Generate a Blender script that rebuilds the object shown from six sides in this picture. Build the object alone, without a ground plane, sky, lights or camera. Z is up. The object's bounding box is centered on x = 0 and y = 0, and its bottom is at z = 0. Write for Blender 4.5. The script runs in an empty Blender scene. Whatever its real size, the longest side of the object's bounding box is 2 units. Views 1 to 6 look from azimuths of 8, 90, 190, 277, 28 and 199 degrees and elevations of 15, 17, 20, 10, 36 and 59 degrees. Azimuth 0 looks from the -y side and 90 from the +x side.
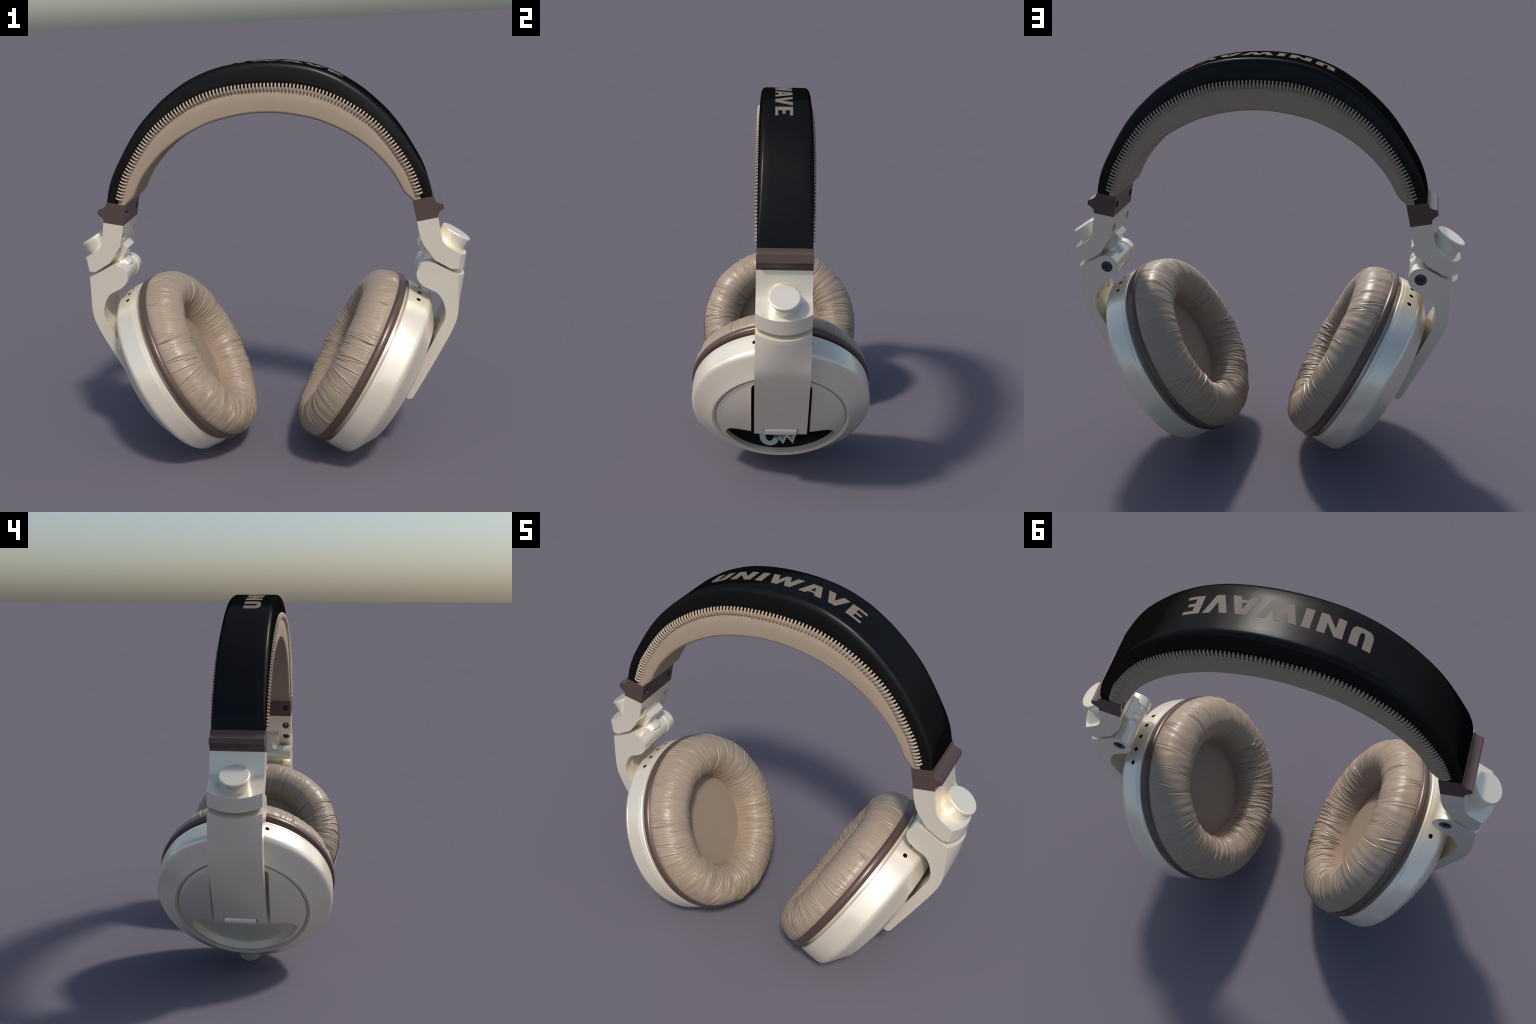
import bpy, bmesh, math
import numpy as np
from mathutils import Vector, Matrix

rng = np.random.default_rng(7)

# ------------------------------------------------------------------ materials
def material(name, color, rough=0.4, metallic=0.0, spec=0.5, coat=0.0, coat_rough=0.1,
             vary=0.06, scale=9.0, bump=0.0, bump_scale=220.0, stretch=None, sheen=0.0):
    m = bpy.data.materials.new(name)
    m.use_nodes = True
    nt = m.node_tree
    b = nt.nodes["Principled BSDF"]
    tc = nt.nodes.new("ShaderNodeTexCoord")
    no = nt.nodes.new("ShaderNodeTexNoise")
    no.inputs["Scale"].default_value = scale
    no.inputs["Detail"].default_value = 4
    nt.links.new(tc.outputs["Object"], no.inputs["Vector"])
    ramp = nt.nodes.new("ShaderNodeValToRGB")
    ramp.color_ramp.elements[0].position = 0.3
    ramp.color_ramp.elements[1].position = 0.7
    lo = [c * (1 - vary) for c in color]
    hi = [min(1, c * (1 + vary)) for c in color]
    ramp.color_ramp.elements[0].color = (*lo, 1)
    ramp.color_ramp.elements[1].color = (*hi, 1)
    nt.links.new(no.outputs["Fac"], ramp.inputs["Fac"])
    nt.links.new(ramp.outputs["Color"], b.inputs["Base Color"])
    b.inputs["Roughness"].default_value = rough
    b.inputs["Metallic"].default_value = metallic
    b.inputs["Specular IOR Level"].default_value = spec
    b.inputs["Coat Weight"].default_value = coat
    b.inputs["Coat Roughness"].default_value = coat_rough
    b.inputs["Sheen Weight"].default_value = sheen
    if bump > 0:
        n2 = nt.nodes.new("ShaderNodeTexNoise")
        n2.inputs["Scale"].default_value = bump_scale
        n2.inputs["Detail"].default_value = 3
        nt.links.new(tc.outputs["Object"], n2.inputs["Vector"])
        bp = nt.nodes.new("ShaderNodeBump")
        bp.inputs["Strength"].default_value = bump
        bp.inputs["Distance"].default_value = 0.002
        nt.links.new(n2.outputs["Fac"], bp.inputs["Height"])
        nt.links.new(bp.outputs["Normal"], b.inputs["Normal"])
    return m

WHITE = material("pearl_white_lacquer", (0.86, 0.785, 0.64), rough=0.26, metallic=0.42, spec=0.5, vary=0.01)  # base tinted warmer to carry the yellowish bounce light in the recesses
BROWN = material("brown_anodised", (0.115, 0.076, 0.064), rough=0.33, metallic=0.35, spec=0.5, vary=0.02)
LEATHER = material("tan_leather", (0.325, 0.250, 0.180), rough=0.38, spec=0.5, vary=0.04, scale=14, bump=0.10, bump_scale=260)
PADDING = material("tan_fabric_padding", (0.345, 0.268, 0.195), rough=0.75, spec=0.25, vary=0.03, bump=0.08, bump_scale=350)
PLATE = material("tan_driver_cloth", (0.30, 0.232, 0.168), rough=0.8, spec=0.2, vary=0.02)
THREAD = material("tan_thread", (0.42, 0.335, 0.25), rough=0.6, spec=0.3, vary=0.05)
BLACK = material("black_glossy_cover", (0.0045, 0.0043, 0.0042), rough=0.34, spec=0.3, vary=0.1)
INK = material("grey_print", (0.19, 0.163, 0.135), rough=0.9, spec=0.0, vary=0.03)
DARK = material("dark_steel", (0.045, 0.050, 0.060), rough=0.45, metallic=0.2, vary=0.05)
HOLE = material("hole_black", (0.006, 0.006, 0.006), rough=0.9, spec=0.1, vary=0.05)
BADGE = material("black_badge", (0.0015, 0.0015, 0.0015), rough=0.4, spec=0.05, vary=0.1)
MARK = material("pale_print", (0.52, 0.58, 0.56), rough=0.8, spec=0.0, vary=0.02)

# cover's reflection dimmed by view angle: sheen face on, black at glancing angles
def fade_gloss(m, face_on):
    nt = m.node_tree
    lw = nt.nodes.new("ShaderNodeLayerWeight"); lw.inputs["Blend"].default_value = 0.5
    mr = nt.nodes.new("ShaderNodeMapRange")
    mr.inputs["From Min"].default_value = 0.10; mr.inputs["From Max"].default_value = 0.62
    mr.inputs["To Min"].default_value = face_on; mr.inputs["To Max"].default_value = 0.0
    nt.links.new(lw.outputs["Facing"], mr.inputs["Value"])
    nt.links.new(mr.outputs["Result"], nt.nodes["Principled BSDF"].inputs["Specular IOR Level"])
fade_gloss(BLACK, 0.20)

# ------------------------------------------------------------------ object helpers
def add_object(name, mesh, mat, parent):
    ob = bpy.data.objects.new(name, mesh)
    bpy.context.scene.collection.objects.link(ob)
    if mat is not None and len(mesh.materials) == 0:
        mesh.materials.append(mat)
    ob.parent = parent
    return ob

def build(name, verts, faces, mat, parent=None, side=1, angle=35, mirror=True):
    """mesh from lists; side=-1 mirrors it in x"""
    v = np.array(verts, float)
    if side < 0 and mirror:
        v[:, 0] *= -1
        faces = [tuple(reversed(f)) for f in faces]
    me = bpy.data.meshes.new(name)
    me.from_pydata(v.tolist(), [], [tuple(int(i) for i in f) for f in faces])
    bm = bmesh.new(); bm.from_mesh(me)
    bmesh.ops.recalc_face_normals(bm, faces=bm.faces)
    bm.to_mesh(me); bm.free()
    smooth(me, angle)
    return add_object(name, me, mat, parent)

def smooth(me, angle):
    me.polygons.foreach_set("use_smooth", [True] * len(me.polygons))
    me.set_sharp_from_angle(angle=math.radians(angle))
    me.update()

def finish(ob, cutters=(), bevel=0.0, bevel_angle=40, segments=2, angle=35):
    """cut, chamfer, and bake the modifiers into the mesh"""
    for c in cutters:
        md = ob.modifiers.new("cut", "BOOLEAN"); md.operation = "DIFFERENCE"
        md.solver = "EXACT"; md.object = c
    if bevel:
        for e in ob.data.edges:
            e.use_edge_sharp = False
        for c in cutters:
            for e in c.data.edges:
                e.use_edge_sharp = False
        md = ob.modifiers.new("bevel", "BEVEL"); md.width = bevel; md.segments = segments
        md.limit_method = "ANGLE"; md.angle_limit = math.radians(bevel_angle)
        md = ob.modifiers.new("weighted", "WEIGHTED_NORMAL"); md.weight = 100; md.keep_sharp = False
    dg = bpy.context.evaluated_depsgraph_get(); dg.update()
    me = bpy.data.meshes.new_from_object(ob.evaluated_get(dg))
    ob.modifiers.clear()
    old = ob.data; ob.data = me; me.name = ob.name
    bpy.data.meshes.remove(old)
    if bevel:
        me.polygons.foreach_set("use_smooth", [True] * len(me.polygons))
    else:
        smooth(me, angle)
    for c in cutters:
        bpy.data.objects.remove(c, do_unlink=True)
    return ob

def spline(pts, n=8):
    """centripetal-like Catmull-Rom through pts"""
    p = np.array(pts, float)
    if len(p) == 2:
        return p.tolist()
    p = np.vstack([2 * p[0] - p[1], p, 2 * p[-1] - p[-2]])
    out = []
    for i in range(1, len(p) - 2):
        a, b, c, d = p[i - 1:i + 3]
        for t in np.linspace(0, 1, n, endpoint=False):
            out.append(0.5 * ((2 * b) + (c - a) * t + (2 * a - 5 * b + 4 * c - d) * t ** 2 + (3 * b - a - 3 * c + d) * t ** 3))
    out.append(p[-2])
    return [q.tolist() for q in out]

def outline(*runs):
    """closed outline from runs of points; each run is splined, runs meet in corners"""
    out = []
    for r in runs:
        for q in spline(r):
            if not out or math.dist(out[-1], q) > 1e-5:
                out.append(q)
    if math.dist(out[0], out[-1]) < 1e-5:
        out.pop()
    return out

def prism(name, prof, half, mat, parent, side, ny=1, bow=None):
    """extrude an (x,z) outline along y from -half to half; bow(x,z,f) shifts it, f=0 edge..1 middle"""
    n = len(prof); verts = []; faces = []
    ys = np.linspace(-half, half, ny + 1)
    for y in ys:
        f = 1 - (y / half) ** 2
        for x, z in prof:
            dx, dz = bow(x, z, f) if bow else (0, 0)
            verts.append((x + dx, y, z + dz))
    for j in range(ny):
        for i in range(n):
            k = (i + 1) % n
            faces.append((j * n + i, j * n + k, (j + 1) * n + k, (j + 1) * n + i))
    faces.append(tuple(range(n)))
    faces.append(tuple(ny * n + i for i in reversed(range(n))))
    return build(name, verts, faces, mat, parent, side)

def cylinder(name, a, b, r0, r1, mat, parent, side, seg=40, rings=None):
    """solid of revolution between world points a,b; rings = [(t, r)] profile"""
    a, b = np.array(a, float), np.array(b, float)
    ax = b - a; L = np.linalg.norm(ax); ax = ax / L
    u = np.cross(ax, [0, 1, 0]) if abs(ax[1]) < 0.9 else np.cross(ax, [1, 0, 0])
    u /= np.linalg.norm(u); w = np.cross(ax, u)
    rings = rings or [(0, r0), (1, r1)]
    verts = []; faces = []
    for t, r in rings:
        for i in range(seg):
            th = 2 * math.pi * i / seg
            verts.append(a + ax * L * t + r * (math.cos(th) * u + math.sin(th) * w))
    for j in range(len(rings) - 1):
        for i in range(seg):
            k = (i + 1) % seg
            faces.append((j * seg + i, j * seg + k, (j + 1) * seg + k, (j + 1) * seg + i))
    faces.append(tuple(range(seg))); faces.append(tuple((len(rings) - 1) * seg + i for i in reversed(range(seg))))
    return build(name, verts, faces, mat, parent, side)

def screw(p, nrm, r, parent, side, depth=0.006):
    """dark cap screw with a hexagonal socket, head sunk below the surface point p"""
    p, nrm = np.array(p, float), np.array(nrm, float); nrm /= np.linalg.norm(nrm)
    head = cylinder("screw", p - nrm * 0.03, p - nrm * depth, 0, 0, DARK, parent, side, 32,
                    rings=[(0, r * 0.93), (0.93, r * 0.93), (1, r * 0.82)])
    top = p - nrm * (depth - 0.004)
    cut = cylinder("cutter", top - nrm * 0.012, top, r * 0.42, r * 0.42, HOLE, None, side, 6)
    return finish(head, [cut])

def pocket(p, nrm, r, side, depth=0.02, mat=None):
    p, nrm = np.array(p, float), np.array(nrm, float); nrm /= np.linalg.norm(nrm)
    return cylinder("cutter", p - nrm * depth, p + nrm * 0.03, r, r, mat, None, side, 32)

# ------------------------------------------------------------------ the thing
root = bpy.data.objects.new("headphones", None)
bpy.context.scene.collection.objects.link(root)
root["label"] = "white over-ear headphones with tan leather cushions and black headband"
root["category"] = "headphones"

# ------------------------------------------------------------------ headband
OUT = [(0.789, 1.353), (0.7795, 1.400), (0.7655, 1.447), (0.7435, 1.498), (0.711, 1.557), (0.673, 1.621), (0.6235, 1.6935), (0.567, 1.759), (0.481, 1.8385),
       (0.402, 1.895), (0.337, 1.932), (0.243, 1.969), (0.151, 1.989), (0.070, 1.998), (0, 2.000)]
SEAM = [(0.735, 1.343), (0.690, 1.465), (0.645, 1.542), (0.594, 1.617), (0.532, 1.690), (0.461, 1.749), (0.384, 1.799),
        (0.319, 1.831), (0.243, 1.859), (0.157, 1.877), (0.070, 1.885), (0, 1.887)]
INN = [(0.694, 1.336), (0.655, 1.378), (0.632, 1.422), (0.593, 1.487), (0.536, 1.554), (0.471, 1.613), (0.404, 1.659),
       (0.339, 1.694), (0.257, 1.728), (0.164, 1.751), (0.072, 1.765), (0, 1.768)]

def full_curve(half):
    """mirror a half curve and resample it evenly by arc length; returns f(t), t in -1..1, and its length"""
    full = [(-x, z) for x, z in half] + [(x, z) for x, z in reversed(half[:-1])]
    p = np.array(spline(full, 16))
    d = np.r_[0, np.cumsum(np.hypot(*np.diff(p, axis=0).T))]
    L = d[-1]
    return (lambda t: np.stack([np.interp((np.asarray(t) + 1) / 2 * L, d, p[:, 0]), np.interp((np.asarray(t) + 1) / 2 * L, d, p[:, 1])], -1)), L

f_out, L_out = full_curve(OUT)
f_seam, L_seam = full_curve(SEAM)
INN = [(x - 0.005 * (1 - abs(x - 0.35) / 0.36), z - 0.004 * (x < 0.66)) for x, z in INN]
f_inn, L_inn = full_curve(INN)

def seam_half(t): return 0.133 + 0.0035 * (1 - abs(t) ** 3)
def outer_half(t): return 0.132 - 0.002 * (1 - abs(t) ** 2)
def inner_half(t): return 0.132 + 0.003 * (1 - abs(t) ** 3)

def arc_corner(cy, cv, ry, rv, a0, a1, n=7):
    return [(cy + ry * math.cos(a), cv + rv * math.sin(a)) for a in np.linspace(a0, a1, n)]

NT = 160
def sweep(name, section, mat, parent, lo, hi):
    """sweep a (y, v) section, v=0 on curve lo, v=1 on curve hi"""
    ts = np.linspace(-1, 1, NT + 1); verts = []; faces = []; n = None
    for t in ts:
        a, b = lo(t), hi(t)
        thick = np.linalg.norm(b - a)
        sec = section(t, thick)
        n = len(sec)
        for y, v in sec:
            p = a + (b - a) * (v / thick)
            verts.append((p[0], y, p[1]))
    for j in range(NT):
        for i in range(n):
            k = (i + 1) % n
            faces.append((j * n + i, j * n + k, (j + 1) * n + k, (j + 1) * n + i))
    faces.append(tuple(range(n))); faces.append(tuple(NT * n + i for i in reversed(range(n))))
    return build(name, verts, faces, mat, parent, angle=50)

def cover_section(t, h):
    r = 0.006 + 0.020 * (1 - abs(t) ** 4)
    ws, wo = seam_half(t), outer_half(t)
    side_f = [(ws - 0.004, 0.0), (ws, 0.004), (ws + (wo - ws) * 0.25, h * 0.28), (ws + (wo - ws) * 0.6, h * 0.55)]
    cor = arc_corner(wo - r, h - r * 1.3, r, r * 1.3, 0.1, math.pi / 2)
    right = side_f + cor
    top = [(y, h) for y in (0.07, 0.0, -0.07)]
    return right + top + [(-y, v) for y, v in reversed(right)]

def pad_section(t, h):
    r = min(0.014, h * 0.3)
    ws, wi = seam_half(t) - 0.002, inner_half(t)
    side_f = [(ws - 0.006, h), (ws - 0.001, h - 0.004), (ws * 0.5 + wi * 0.5 + 0.001, h * 0.5)]
    cor = arc_corner(wi - r, r, r, r, 0.0, -math.pi / 2)
    right = side_f + cor
    crown = 0.002 * (1 - abs(t) ** 6)
    bot = [(y, -crown * (1 - (y / 0.12) ** 2)) for y in (0.095, 0.07, 0.035, 0.0, -0.035, -0.07, -0.095)]
    return right + bot + [(-y, v) for y, v in reversed(right)]

band = sweep("headband", cover_section, BLACK, root, f_seam, f_out)
pad = sweep("headband_padding", pad_section, PADDING, band, f_inn, f_seam)

# stitches: a row of arched thread loops over the seam on the front and the back
def stitch_mesh():
    path = [(0.0155 * math.cos(a), 0.0110 * math.sin(a)) for a in np.linspace(-0.25, math.pi + 0.25, 13)]
    r = 0.0046; m = 8; verts = []; faces = []
    for i, (u, v) in enumerate(path):
        a, b = np.array(path[max(0, i - 1)]), np.array(path[min(len(path) - 1, i + 1)])
        tg = (b - a) / np.linalg.norm(b - a); nn = np.array([-tg[1], tg[0]])
        for j in range(m):
            th = 2 * math.pi * j / m
            q = np.array((u, v)) + nn * r * math.cos(th)
            verts.append((r * math.sin(th), q[1], q[0]))     # x along seam, y out, z across the seam
    for i in range(len(path) - 1):
        for j in range(m):
            k = (j + 1) % m
            faces.append((i * m + j, i * m + k, (i + 1) * m + k, (i + 1) * m + j))
    faces.append(tuple(range(m))); faces.append(tuple((len(path) - 1) * m + j for j in reversed(range(m))))
    me = bpy.data.meshes.new("stitch"); me.from_pydata(verts, [], faces)
    bm = bmesh.new(); bm.from_mesh(me); bmesh.ops.recalc_face_normals(bm, faces=bm.faces); bm.to_mesh(me); bm.free()
    smooth(me, 60); me.materials.append(THREAD)
    return me

st_mesh = stitch_mesh()
n_st = int(round((L_seam - 0.05) / 0.0171))
for sgn in (-1, 1):
    for i in range(n_st):
        t = -1 + 2 * (0.027 + (L_seam - 0.054) * i / (n_st - 1)) / L_seam
        p = f_seam(t); tg = f_seam(t + 0.002) - f_seam(t - 0.002); tg /= np.linalg.norm(tg)
        up = np.array([-tg[1], tg[0]])
        X = Vector((tg[0], 0, tg[1])); Z = Vector((up[0], 0, up[1])); Y = Vector((0, sgn, 0))
        lean = 0.10 * rng.standard_normal()
        X2 = (X + Z * lean * 0.3).normalized()
        y = sgn * (seam_half(t) - 0.003 + 0.0006 * rng.standard_normal())
        M = Matrix(((X2.x, Y.x, Z.x, p[0] - up[0] * 0.002), (X2.y, Y.y, Z.y, y), (X2.z, Y.z, Z.z, p[1] - up[1] * 0.002), (0, 0, 0, 1)))
        ob = bpy.data.objects.new("stitch", st_mesh)
        bpy.context.scene.collection.objects.link(ob)
        ob.parent = band; ob.matrix_local = M

# ------------------------------------------------------------------ lettering on the headband
TOP, BOT = 0.033, -0.055
def curve_u(pts, n=7): return spline(pts, n)
LETTERS = [
    # U
    [(-0.359, TOP), (-0.359, -0.028)] + curve_u([(-0.359, -0.028), (-0.350, -0.048), (-0.330, BOT), (-0.297, BOT), (-0.277, -0.048), (-0.268, -0.028)])[1:] +
    [(-0.268, TOP), (-0.303, TOP), (-0.303, -0.022)] + curve_u([(-0.303, -0.022), (-0.307, -0.033), (-0.313, -0.036), (-0.320, -0.033), (-0.324, -0.022)])[1:] + [(-0.324, TOP)],
    # N
    [(-0.244, BOT), (-0.212, BOT), (-0.212, -0.004), (-0.175, BOT), (-0.145, BOT), (-0.145, TOP), (-0.177, TOP), (-0.177, -0.018), (-0.212, TOP), (-0.244, TOP)],
    # I
    [(-0.121, BOT), (-0.088, BOT), (-0.088, TOP), (-0.121, TOP)],
    # W
    [(-0.071, TOP), (-0.042, BOT), (-0.014, BOT), (0.002, -0.006), (0.020, BOT), (0.047, BOT), (0.078, TOP), (0.046, TOP), (0.031, -0.014), (0.014, TOP), (-0.009, TOP), (-0.026, -0.013), (-0.041, TOP)],
    # V
    [(0.194, TOP), (0.229, BOT), (0.263, BOT), (0.298, TOP), (0.265, TOP), (0.246, -0.021), (0.227, TOP)],
    # E
    [(0.313, BOT), (0.390, BOT), (0.390, -0.041), (0.346, -0.041), (0.346, -0.019), (0.377, -0.019), (0.377, -0.004), (0.346, -0.004), (0.346, 0.018), (0.390, 0.018), (0.390, TOP), (0.313, TOP)],
]
# A: outer shape with a counter, joined as a keyhole outline
LETTER_A = [(0.086, BOT), (0.119, BOT), (0.1255, -0.037), (0.1555, -0.037), (0.163, BOT), (0.195, BOT), (0.162, TOP), (0.1405, TOP),
            (0.1405, 0.009), (0.1525, -0.023), (0.130, -0.023), (0.1404, 0.009), (0.1404, TOP), (0.119, TOP)]
LETTERS.insert(4, LETTER_A)

def flat_solid(poly, thick):
    bm = bmesh.new()
    vs = [bm.verts.new((u, v, 0)) for u, v in poly]
    f = bm.faces.new(vs)
    r = bmesh.ops.extrude_face_region(bm, geom=[f])
    for v in [g for g in r["geom"] if isinstance(g, bmesh.types.BMVert)]:
        v.co.z = thick
    bmesh.ops.recalc_face_normals(bm, faces=bm.faces)
    return bm

def emboss(name, poly, thick, place, mat, parent, cuts):
    bm = flat_solid(poly, thick)
    for c in cuts:
        bmesh.ops.bisect_plane(bm, geom=list(bm.verts) + list(bm.edges) + list(bm.faces), plane_co=(c, 0, 0), plane_no=(1, 0, 0))
    bmesh.ops.triangulate(bm, faces=bm.faces)
    for v in bm.verts:
        v.co = place(v.co.x, v.co.y, v.co.z)
    bmesh.ops.recalc_face_normals(bm, faces=bm.faces)
    me = bpy.data.meshes.new(name); bm.to_mesh(me); bm.free()
    smooth(me, 30)
    return add_object(name, me, mat, parent)

def on_band(u, v, w):
    t = 2 * u / L_out
    p = f_out(t); tg = f_out(t + 0.004) - f_out(t - 0.004); tg /= np.linalg.norm(tg)
    return Vector((p[0] - tg[1] * (w - 0.001), v, p[1] + tg[0] * (w - 0.001)))
for poly in LETTERS:
    emboss("letter", poly, 0.0018, on_band, INK, band, np.arange(-0.36, 0.4, 0.02) + 0.0013)

# ------------------------------------------------------------------ ear cup frame
PHI = math.radians(28.8)
O = np.array([0.4105, 0.0, 0.5155])
EH = np.array([math.sin(PHI), 0, math.cos(PHI)])       # in-plane up
NH = np.array([math.cos(PHI), 0, -math.sin(PHI)])      # outward axis
YH = np.array([0, 1.0, 0])
def cup(y, e, s): return O + EH * e + YH * y + NH * s

def revolve(name, prof, mat, parent, side, seg=160, closed=False, angle=35, solid=False):
    """turn an (r, s) profile about the cup axis; solid: first and last point lie on the axis"""
    verts = []; faces = []
    pts = prof[1:-1] if solid else prof
    for r, s in pts:
        for i in range(seg):
            th = 2 * math.pi * i / seg
            verts.append(cup(r * math.sin(th), r * math.cos(th), s))
    m = len(pts)
    for j in range(m if closed else m - 1):
        j2 = (j + 1) % m
        for i in range(seg):
            k = (i + 1) % seg
            faces.append((j * seg + i, j * seg + k, j2 * seg + k, j2 * seg + i))
    if solid:
        verts.append(cup(0, 0, prof[0][1])); verts.append(cup(0, 0, prof[-1][1]))
        a, b = m * seg, m * seg + 1
        for i in range(seg):
            k = (i + 1) % seg
            faces.append((a, k, i)); faces.append((b, (m - 1) * seg + i, (m - 1) * seg + k))
    return build(name, verts, faces, mat, parent, side, angle=angle)

def cup_prism(poly, s0, s1, mat, side, name="cutter", parent=None):
    n = len(poly)
    verts = [cup(y, e, s0) for y, e in poly] + [cup(y, e, s1) for y, e in poly]
    faces = [(i, (i + 1) % n, n + (i + 1) % n, n + i) for i in range(n)] + [tuple(range(n)), tuple(n + i for i in reversed(range(n)))]
    return build(name, verts, faces, mat, parent, side)

# ------------------------------------------------------------------ wrinkled cushion
CUSHION = [(0.455, 0.010), (0.461, -0.002), (0.463, -0.020), (0.458, -0.042), (0.444, -0.076), (0.419, -0.104), (0.384, -0.122),
           (0.345, -0.129), (0.316, -0.123), (0.290, -0.108), (0.269, -0.086), (0.254, -0.056), (0.246, -0.018), (0.243, 0.026)]

def wrinkle_field(nth, nt, gen):
    th = np.linspace(0, 2 * np.pi, nth, endpoint=False); tt = np.linspace(0, 1, nt)
    H = np.zeros((nth, nt))
    dth = 2 * np.pi / nth
    def crease(t0, c, lt, slant, w, a, curl):
        # a fold running across the tube: narrow valley with a raised lip beside it
        tw = (tt - t0) / lt
        win = np.where(np.abs(tw) < 1, (1 - tw ** 2) ** 2, 0)
        ctr = c + slant * (tt - t0) + curl * (tt - t0) ** 2
        span = int((abs(slant) * lt + 4 * w) / dth) + 3
        i0 = int(c / dth)
        idx = np.arange(i0 - span, i0 + span + 1)
        x = (idx * dth)[:, None] - ctr[None, :]
        x = x / w
        p = -np.exp(-(x * 1.7) ** 2) + 0.75 * np.exp(-((x - 1.3) * 1.1) ** 2)
        H[idx % nth] += a * p * win[None, :]
    for _ in range(1250):
        c = gen.uniform(0, 2 * np.pi)
        front = 0.5 - 0.5 * math.sin(c)           # 1 on the front (-y) side
        bottom = max(0.0, -math.cos(c))
        if gen.uniform() > 0.14 + 0.55 * front + 0.42 * bottom - 0.16 * max(0.0, math.cos(c)):
            continue
        lean = 0.13 * math.sin(3 * c + 1.0) + 0.10 * math.sin(7 * c + 2.0) + gen.normal(0, 0.08)
        big = gen.uniform() < 0.12 + 0.36 * (1 - front) + 0.12 * bottom
        t0 = gen.choice([gen.uniform(0.05, 0.50), gen.uniform(0.40, 0.9)])
        if big:
            crease(t0, c, gen.uniform(0.16, 0.36), lean, gen.uniform(0.007, 0.013) * (1.45 - 0.45 * front), gen.uniform(0.0018, 0.0046), gen.normal(0, 0.4))
        else:
            crease(t0, c, gen.uniform(0.08, 0.26), lean, gen.uniform(0.0035, 0.0075), gen.uniform(0.0007, 0.0019), gen.normal(0, 0.4))
    # soft gathering of the leather between the folds
    T = tt[None, :]
    for k in gen.integers(18, 90, 26):
        ph, sl, c0, w0 = gen.uniform(0, 6.28), gen.normal(0, 5), gen.uniform(0.15, 0.85), gen.uniform(0.15, 0.4)
        mod = 0.5 + 0.5 * np.sin(th * gen.integers(1, 6) + gen.uniform(0, 6.28))[:, None]
        H += 0.00042 * np.sin(k * th[:, None] + ph + sl * T) * np.exp(-((T - c0) / w0) ** 2) * mod
    for k in gen.integers(3, 16, 8):
        H += 0.0006 * np.sin(k * th[:, None] + gen.uniform(0, 6.28) + gen.normal(0, 2) * T)
    fade = np.clip((tt - 0.0) / 0.06, 0, 1) * np.clip((1 - tt) / 0.18, 0, 1)
    fade = fade * fade * (3 - 2 * fade)
    return H * fade[None, :]

def cushion(side, parent):
    nth, nt = 2300, 116
    gen = np.random.default_rng(21)
    p = np.array(spline(CUSHION, 24))
    d = np.r_[0, np.cumsum(np.hypot(*np.diff(p, axis=0).T))]
    q = np.linspace(0, d[-1], nt)
    P = np.stack([np.interp(q, d, p[:, 0]), np.interp(q, d, p[:, 1])], -1)
    tg = np.gradient(P, axis=0); tg /= np.linalg.norm(tg, axis=1)[:, None]
    N = np.stack([-tg[:, 1], tg[:, 0]], -1)      # out of the tube
    if N[nt // 2, 1] > 0:
        N = -N
    H = wrinkle_field(nth, nt, gen)
    th = np.linspace(0, 2 * np.pi, nth, endpoint=False)[:, None]
    R = P[None, :, 0] + N[None, :, 0] * H
    S = P[None, :, 1] + N[None, :, 1] * H
    S = S * np.where(S < 0, 1 + 0.030 * np.cos(th), 1.0)          # the roll is a little fuller at the top
    V = O + (R * np.cos(th))[..., None] * EH + (R * np.sin(th))[..., None] * YH + S[..., None] * NH
    V = V.reshape(-1, 3)
    i, j = np.meshgrid(np.arange(nth), np.arange(nt - 1), indexing="ij")
    k = (i + 1) % nth
    F = np.stack([i * nt + j, i * nt + j + 1, k * nt + j + 1, k * nt + j], -1).reshape(-1, 4)
    return build("ear_cushion", V, F.tolist(), LEATHER, parent, side, angle=180)

# ------------------------------------------------------------------ profiles of the cup (radius, distance outward)
SHELL = [(0, 0.042), (0.420, 0.042), (0.430, 0.042), (0.430, 0.0585), (0.459, 0.059), (0.4635, 0.063), (0.4648, 0.0745), (0.4636, 0.0755), (0.4650, 0.0765),
         (0.4655, 0.078), (0.4662, 0.090), (0.4662, 0.150), (0.4660, 0.1595), (0.4647, 0.1602), (0.4655, 0.1610), (0.4652, 0.1660)] + \
        spline([(0.4652, 0.1660), (0.4600, 0.1780), (0.4508, 0.1880), (0.4400, 0.1960)], 5)[1:] + [(0.426, 0.2055)] + \
        [(0.395, 0.2265), (0.362, 0.2490), (0.3555, 0.2532), (0.3535, 0.2541), (0.3515, 0.2537), (0.3385, 0.2455), (0.3370, 0.226), (0, 0.226)]
CAP = [(0, 0.229), (0.3345, 0.229), (0.3345, 0.2480)] + \
      spline([(0.3345, 0.2480), (0.3275, 0.2535), (0.316, 0.2595), (0.300, 0.2650), (0.275, 0.2730), (0.240, 0.2830), (0.200, 0.2920),
              (0.150, 0.3005), (0.085, 0.3080), (0.030, 0.3110)], 5)[1:] + [(0, 0.3114)]
RING = spline([(0.452, -0.001), (0.461, 0.002), (0.469, 0.009), (0.4725, 0.020), (0.4715, 0.031), (0.466, 0.039), (0.458, 0.0435), (0.448, 0.044)], 5) + \
       [(0.424, 0.044), (0.424, -0.001)]

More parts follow.
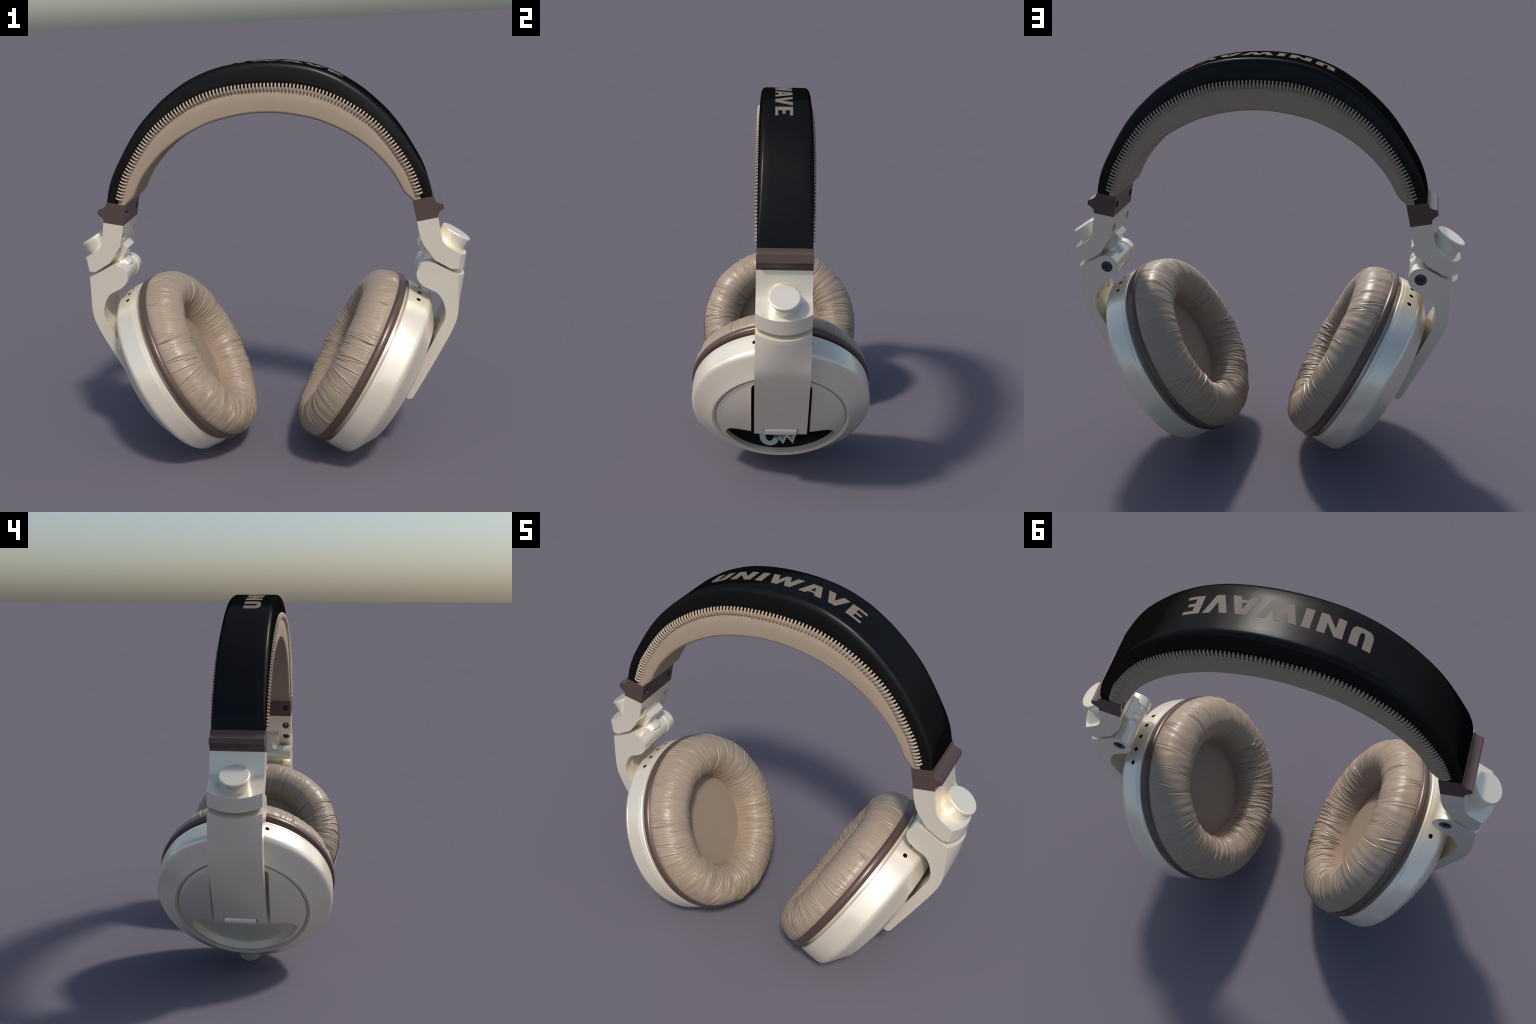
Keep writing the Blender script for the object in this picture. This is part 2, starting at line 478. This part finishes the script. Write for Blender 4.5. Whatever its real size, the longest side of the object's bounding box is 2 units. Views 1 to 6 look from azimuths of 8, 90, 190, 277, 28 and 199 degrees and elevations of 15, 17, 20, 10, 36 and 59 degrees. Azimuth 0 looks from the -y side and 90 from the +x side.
def cap_cut_outline():
    """channel for the arm plus the crescent window below it, as a (y, e) outline"""
    right = spline([(0.151, -0.056), (0.195, -0.055), (0.238, -0.060), (0.266, -0.076), (0.281, -0.101), (0.2835, -0.1255)], 6)
    arc = [(0.310 * math.sin(a), 0.310 * math.cos(a)) for a in np.linspace(math.radians(113.9), math.radians(180), 24)[1:]]
    half = [(0.0, 0.292), (0.128, 0.292), (0.143, 0.285), (0.151, 0.270)] + right + arc
    return half + [(-y, e) for y, e in reversed(half[1:-1])]

CUT = cap_cut_outline()
SHELL = [(r * 0.9955 if r > 0.36 else r, p) for r, p in SHELL]
RING = [(r * 0.9960, p) for r, p in RING]

def smooth_on(a, b, x):
    u = min(1, max(0, (x - a) / (b - a)))
    return u * u * (3 - 2 * u)

def bracket_bow(x, z, f):
    k = smooth_on(0.845, 0.905, x) * smooth_on(1.14, 1.07, z)
    return 0.040 * f * k, -0.023 * f * k
def arm_bow(x, z, f):
    k = smooth_on(0.70, 0.985, z) * smooth_on(0.80, 0.90, x)
    return 0.039 * f * k, -0.022 * f * k * smooth_on(0.90, 0.97, z)

W = 0.1345
for side in (1, -1):
    # ---------------- brown clamp with a grip ridge
    clamp_prof = outline([(0.694, 1.336), (0.792, 1.3525)], [(0.792, 1.3525), (0.797, 1.338), (0.807, 1.327), (0.8215, 1.3215), (0.836, 1.319)],
                         [(0.836, 1.319), (0.842, 1.2945)], [(0.842, 1.2945), (0.828, 1.284), (0.8185, 1.275), (0.8135, 1.264), (0.8145, 1.251)],
                         [(0.8145, 1.251), (0.715, 1.233)], [(0.715, 1.233), (0.694, 1.336)])
    clamp = prism("headband_clamp", clamp_prof, W + 0.0005, BROWN, root, side)
    nin = (-0.98, 0, -0.19)
    pk = [pocket((0.702, y, 1.290), nin, 0.0185, side, mat=BROWN) for y in (-0.102, 0.102)]
    finish(clamp, pk, bevel=0.0018)
    for y in (-0.102, 0.102):
        screw((0.702, y, 1.290), nin, 0.0185, clamp, side, depth=0.011)

    # ---------------- slider bracket
    br_prof = outline([(0.8145, 1.2515), (0.822, 1.205), (0.829, 1.165)], [(0.829, 1.165), (0.836, 1.138), (0.851, 1.115), (0.873, 1.0995)],
                      [(0.873, 1.0995), (0.895, 1.0855), (0.917, 1.072)],
                      [(0.917, 1.072), (0.909, 1.001)], [(0.909, 1.001), (0.878, 0.999)], [(0.878, 0.999), (0.800, 1.043)],
                      [(0.800, 1.043), (0.772, 1.083), (0.744, 1.125), (0.727, 1.176), (0.7155, 1.2335)], [(0.7155, 1.2335), (0.8145, 1.2515)])
    bracket = prism("slider_bracket", br_prof, W, WHITE, root, side, ny=16, bow=bracket_bow)
    spots = [((0.7285, -0.102, 1.170), (-0.96, 0, -0.28)), ((0.7285, 0.102, 1.170), (-0.96, 0, -0.28)),
             ((0.764, -0.103, 1.096), (-0.90, 0, -0.43)), ((0.764, 0.103, 1.096), (-0.90, 0, -0.43))]
    finish(bracket, [pocket(p, n, 0.0215, side) for p, n in spots], bevel=0.0022)
    for p, n in spots:
        screw(p, n, 0.0215, bracket, side, depth=0.013)

    # round push knob on the bracket
    ax = np.array([0.53, 0, 0.848]); top = np.array([0.9125, 0, 1.1550])
    cylinder("push_knob", top - ax * 0.085, top, 0, 0, WHITE, bracket, side, 64,
             rings=[(0, 0.070), (0.36, 0.0715), (0.37, 0.0725), (0.80, 0.0750), (0.90, 0.0762), (0.94, 0.0758), (0.96, 0.0748), (0.995, 0.0712), (1.0, 0.0690), (1.0, 0.0670), (1.0, 0.0600)])
    # swivel neck and stop tab under the bracket
    c = np.array([0.797, 0, 1.036])
    cylinder("swivel_neck", c - ax * 0.055, c + ax * 0.02, 0, 0, WHITE, bracket, side, 48, rings=[(0, 0.060), (0.25, 0.056), (0.6, 0.053), (1, 0.053)])
    tab = prism("stop_tab", [(0.742, 1.128), (0.7205, 1.103), (0.752, 1.050), (0.790, 1.030), (0.800, 1.060), (0.77, 1.11)], 0.059, WHITE, bracket, side)
    finish(tab, bevel=0.003)

    # ---------------- yoke arm
    arm_prof = outline([(0.909, 0.970), (0.850, 1.0005), (0.800, 1.027)],
                       [(0.800, 1.027), (0.772, 1.0315), (0.741, 1.022), (0.720, 0.999), (0.7135, 0.971), (0.722, 0.942), (0.745, 0.916), (0.778, 0.8975),
                        (0.809, 0.882), (0.834, 0.851), (0.849, 0.806), (0.852, 0.775), (0.845, 0.738), (0.826, 0.699)],
                       [(0.826, 0.699), (0.757, 0.562), (0.657, 0.363)],
                       [(0.657, 0.363), (0.657, 0.344), (0.668, 0.333), (0.684, 0.3295), (0.697, 0.338)],
                       [(0.697, 0.338), (0.772, 0.475), (0.825, 0.575)],
                       [(0.825, 0.575), (0.862, 0.646), (0.889, 0.703), (0.905, 0.748), (0.912, 0.797), (0.9115, 0.885), (0.909, 0.970)])
    arm = prism("yoke_arm", arm_prof, W, WHITE, root, side, ny=16, bow=arm_bow)
    holes = [((0.850, y, 0.790), (-1, 0, -0.05)) for y in (-0.078, 0.078)]
    cuts = [pocket(p, n, 0.0165, side, depth=0.012) for p, n in holes]
    cuts.append(pocket((0.772, W, 0.973), (0, 1, 0), 0.029, side, depth=0.016))
    notch = [cup(0, e, s) for e, s in ((0.024, 0.30), (0.024, 0.40), (-0.09, 0.40), (-0.09, 0.27), (0.0, 0.27))]
    cuts.append(prism("cutter", [(p[0], p[2]) for p in notch], 0.0865, None, None, side))
    # the middle of the hinge barrel is slightly slimmer than its end caps
    gr = cylinder("cutter", (0.7717, -0.086, 0.973), (0.7717, 0.086, 0.973), 0, 0, None, None, side, 64, rings=[(0, 0.064), (1, 0.064)])
    inner = cylinder("cutter", (0.7717, -0.1, 0.973), (0.7717, 0.1, 0.973), 0.0545, 0.0545, None, None, side, 64)
    keep = prism("cutter", [(0.775, 1.10), (0.760, 0.85), (1.0, 0.85), (1.0, 1.10)], 0.2, None, None, side)
    finish(gr, [inner])
    finish(gr, [keep])
    cuts.append(gr)
    finish(arm, cuts, bevel=0.0025)
    screw((0.772, W, 0.973), (0, 1, 0), 0.029, arm, side, depth=0.004)
    pc = cup(0, -0.006, 0.3195)
    cylinder("hinge_pin", (pc[0], -0.0825, pc[2]), (pc[0], 0.0825, pc[2]), 0, 0, WHITE, arm, side, 40,
             rings=[(0, 0.0255), (0.012, 0.0275), (0.988, 0.0275), (1, 0.0255)])

    # ---------------- ear cup
    shell = revolve("ear_cup", SHELL, WHITE, root, side, seg=192, solid=True)
    vents = []
    for a in (-17.4, -8.8, 0, 8.8, 17.4):
        a = math.radians(a); d = np.array([math.sin(a), math.cos(a)])
        p0, p1 = d * 0.435, d * 0.50
        vents.append(cylinder("cutter", cup(p0[0], p0[1], 0.113), cup(p1[0], p1[1], 0.113), 0.0108, 0.0108, HOLE, None, side, 24))
    shell.data.materials.append(HOLE)
    finish(shell, vents, angle=28)
    ring = revolve("cushion_ring", RING, BROWN, shell, side, seg=192, closed=True)
    cushion(side, shell)
    revolve("driver_cover", [(0, 0.012), (0.10, 0.0125), (0.20, 0.0155), (0.255, 0.020), (0.255, 0.03), (0, 0.03)], PLATE, shell, side, seg=96, solid=True)
    plate = revolve("badge_plate", [(0, 0.222), (0.325, 0.222), (0.325, 0.2345), (0, 0.2345)], BADGE if side > 0 else WHITE, shell, side, seg=96, solid=True)
    cap = revolve("cup_cap", CAP, WHITE, shell, side, seg=192, solid=True)
    finish(cap, [cup_prism(CUT, 0.15, 0.5, WHITE, side)], bevel=0.003, bevel_angle=50, angle=30)
    if side > 0:
        on_plate = lambda y, e, w: Vector(cup(y, e - 0.0345, 0.2340 + w))
        U = [(-0.118, -0.10), (-0.108, -0.150)] + spline([(-0.108, -0.150), (-0.103, -0.195), (-0.087, -0.233), (-0.052, -0.254), (-0.022, -0.240), (-0.008, -0.215), (-0.005, -0.192)], 6)[1:] + \
            [(-0.020, -0.178), (-0.036, -0.183)] + spline([(-0.036, -0.183), (-0.041, -0.203), (-0.053, -0.210), (-0.066, -0.200), (-0.072, -0.180), (-0.079, -0.140)], 6)[1:] + [(-0.086, -0.10)]
        Wm = [(-0.010, -0.178), (0.021, -0.240), (0.038, -0.170), (0.073, -0.233), (0.090, -0.110), (0.079, -0.110), (0.067, -0.196), (0.046, -0.150),
              (0.030, -0.150), (0.016, -0.198), (-0.004, -0.158)]
        W1 = [(0.000, -0.150), (0.006, -0.150), (0.014, -0.176), (0.021, -0.140), (0.027, -0.140), (0.015, -0.190)]
        W2 = [(0.051, -0.146), (0.057, -0.146), (0.064, -0.174), (0.070, -0.136), (0.075, -0.136), (0.066, -0.188)]
        a0 = np.linspace(0, 2.6 * math.pi, 40)
        sp = [(-0.020 + (0.003 + 0.0018 * a) * math.cos(a), -0.160 + (0.003 + 0.0018 * a) * math.sin(a)) for a in a0]
        sp2 = [(-0.020 + (0.0055 + 0.0018 * a) * math.cos(a), -0.160 + (0.0055 + 0.0018 * a) * math.sin(a)) for a in a0[::-1]]
        for poly in (U, Wm, W1, W2, sp + sp2):
            emboss("logo_mark", poly, 0.0018, on_plate, MARK, plate, [])
    if side < 0:
        a, b = cup(-0.003, -0.40, 0.155), cup(-0.003, -0.4722, 0.155)
        cylinder("cable_socket", a, b, 0, 0, WHITE, shell, side, 48, rings=[(0, 0.061), (0.93, 0.061), (0.98, 0.0595), (1, 0.057)])

for o in list(bpy.data.objects):
    if o.name.startswith("cutter"):
        bpy.data.objects.remove(o, do_unlink=True)
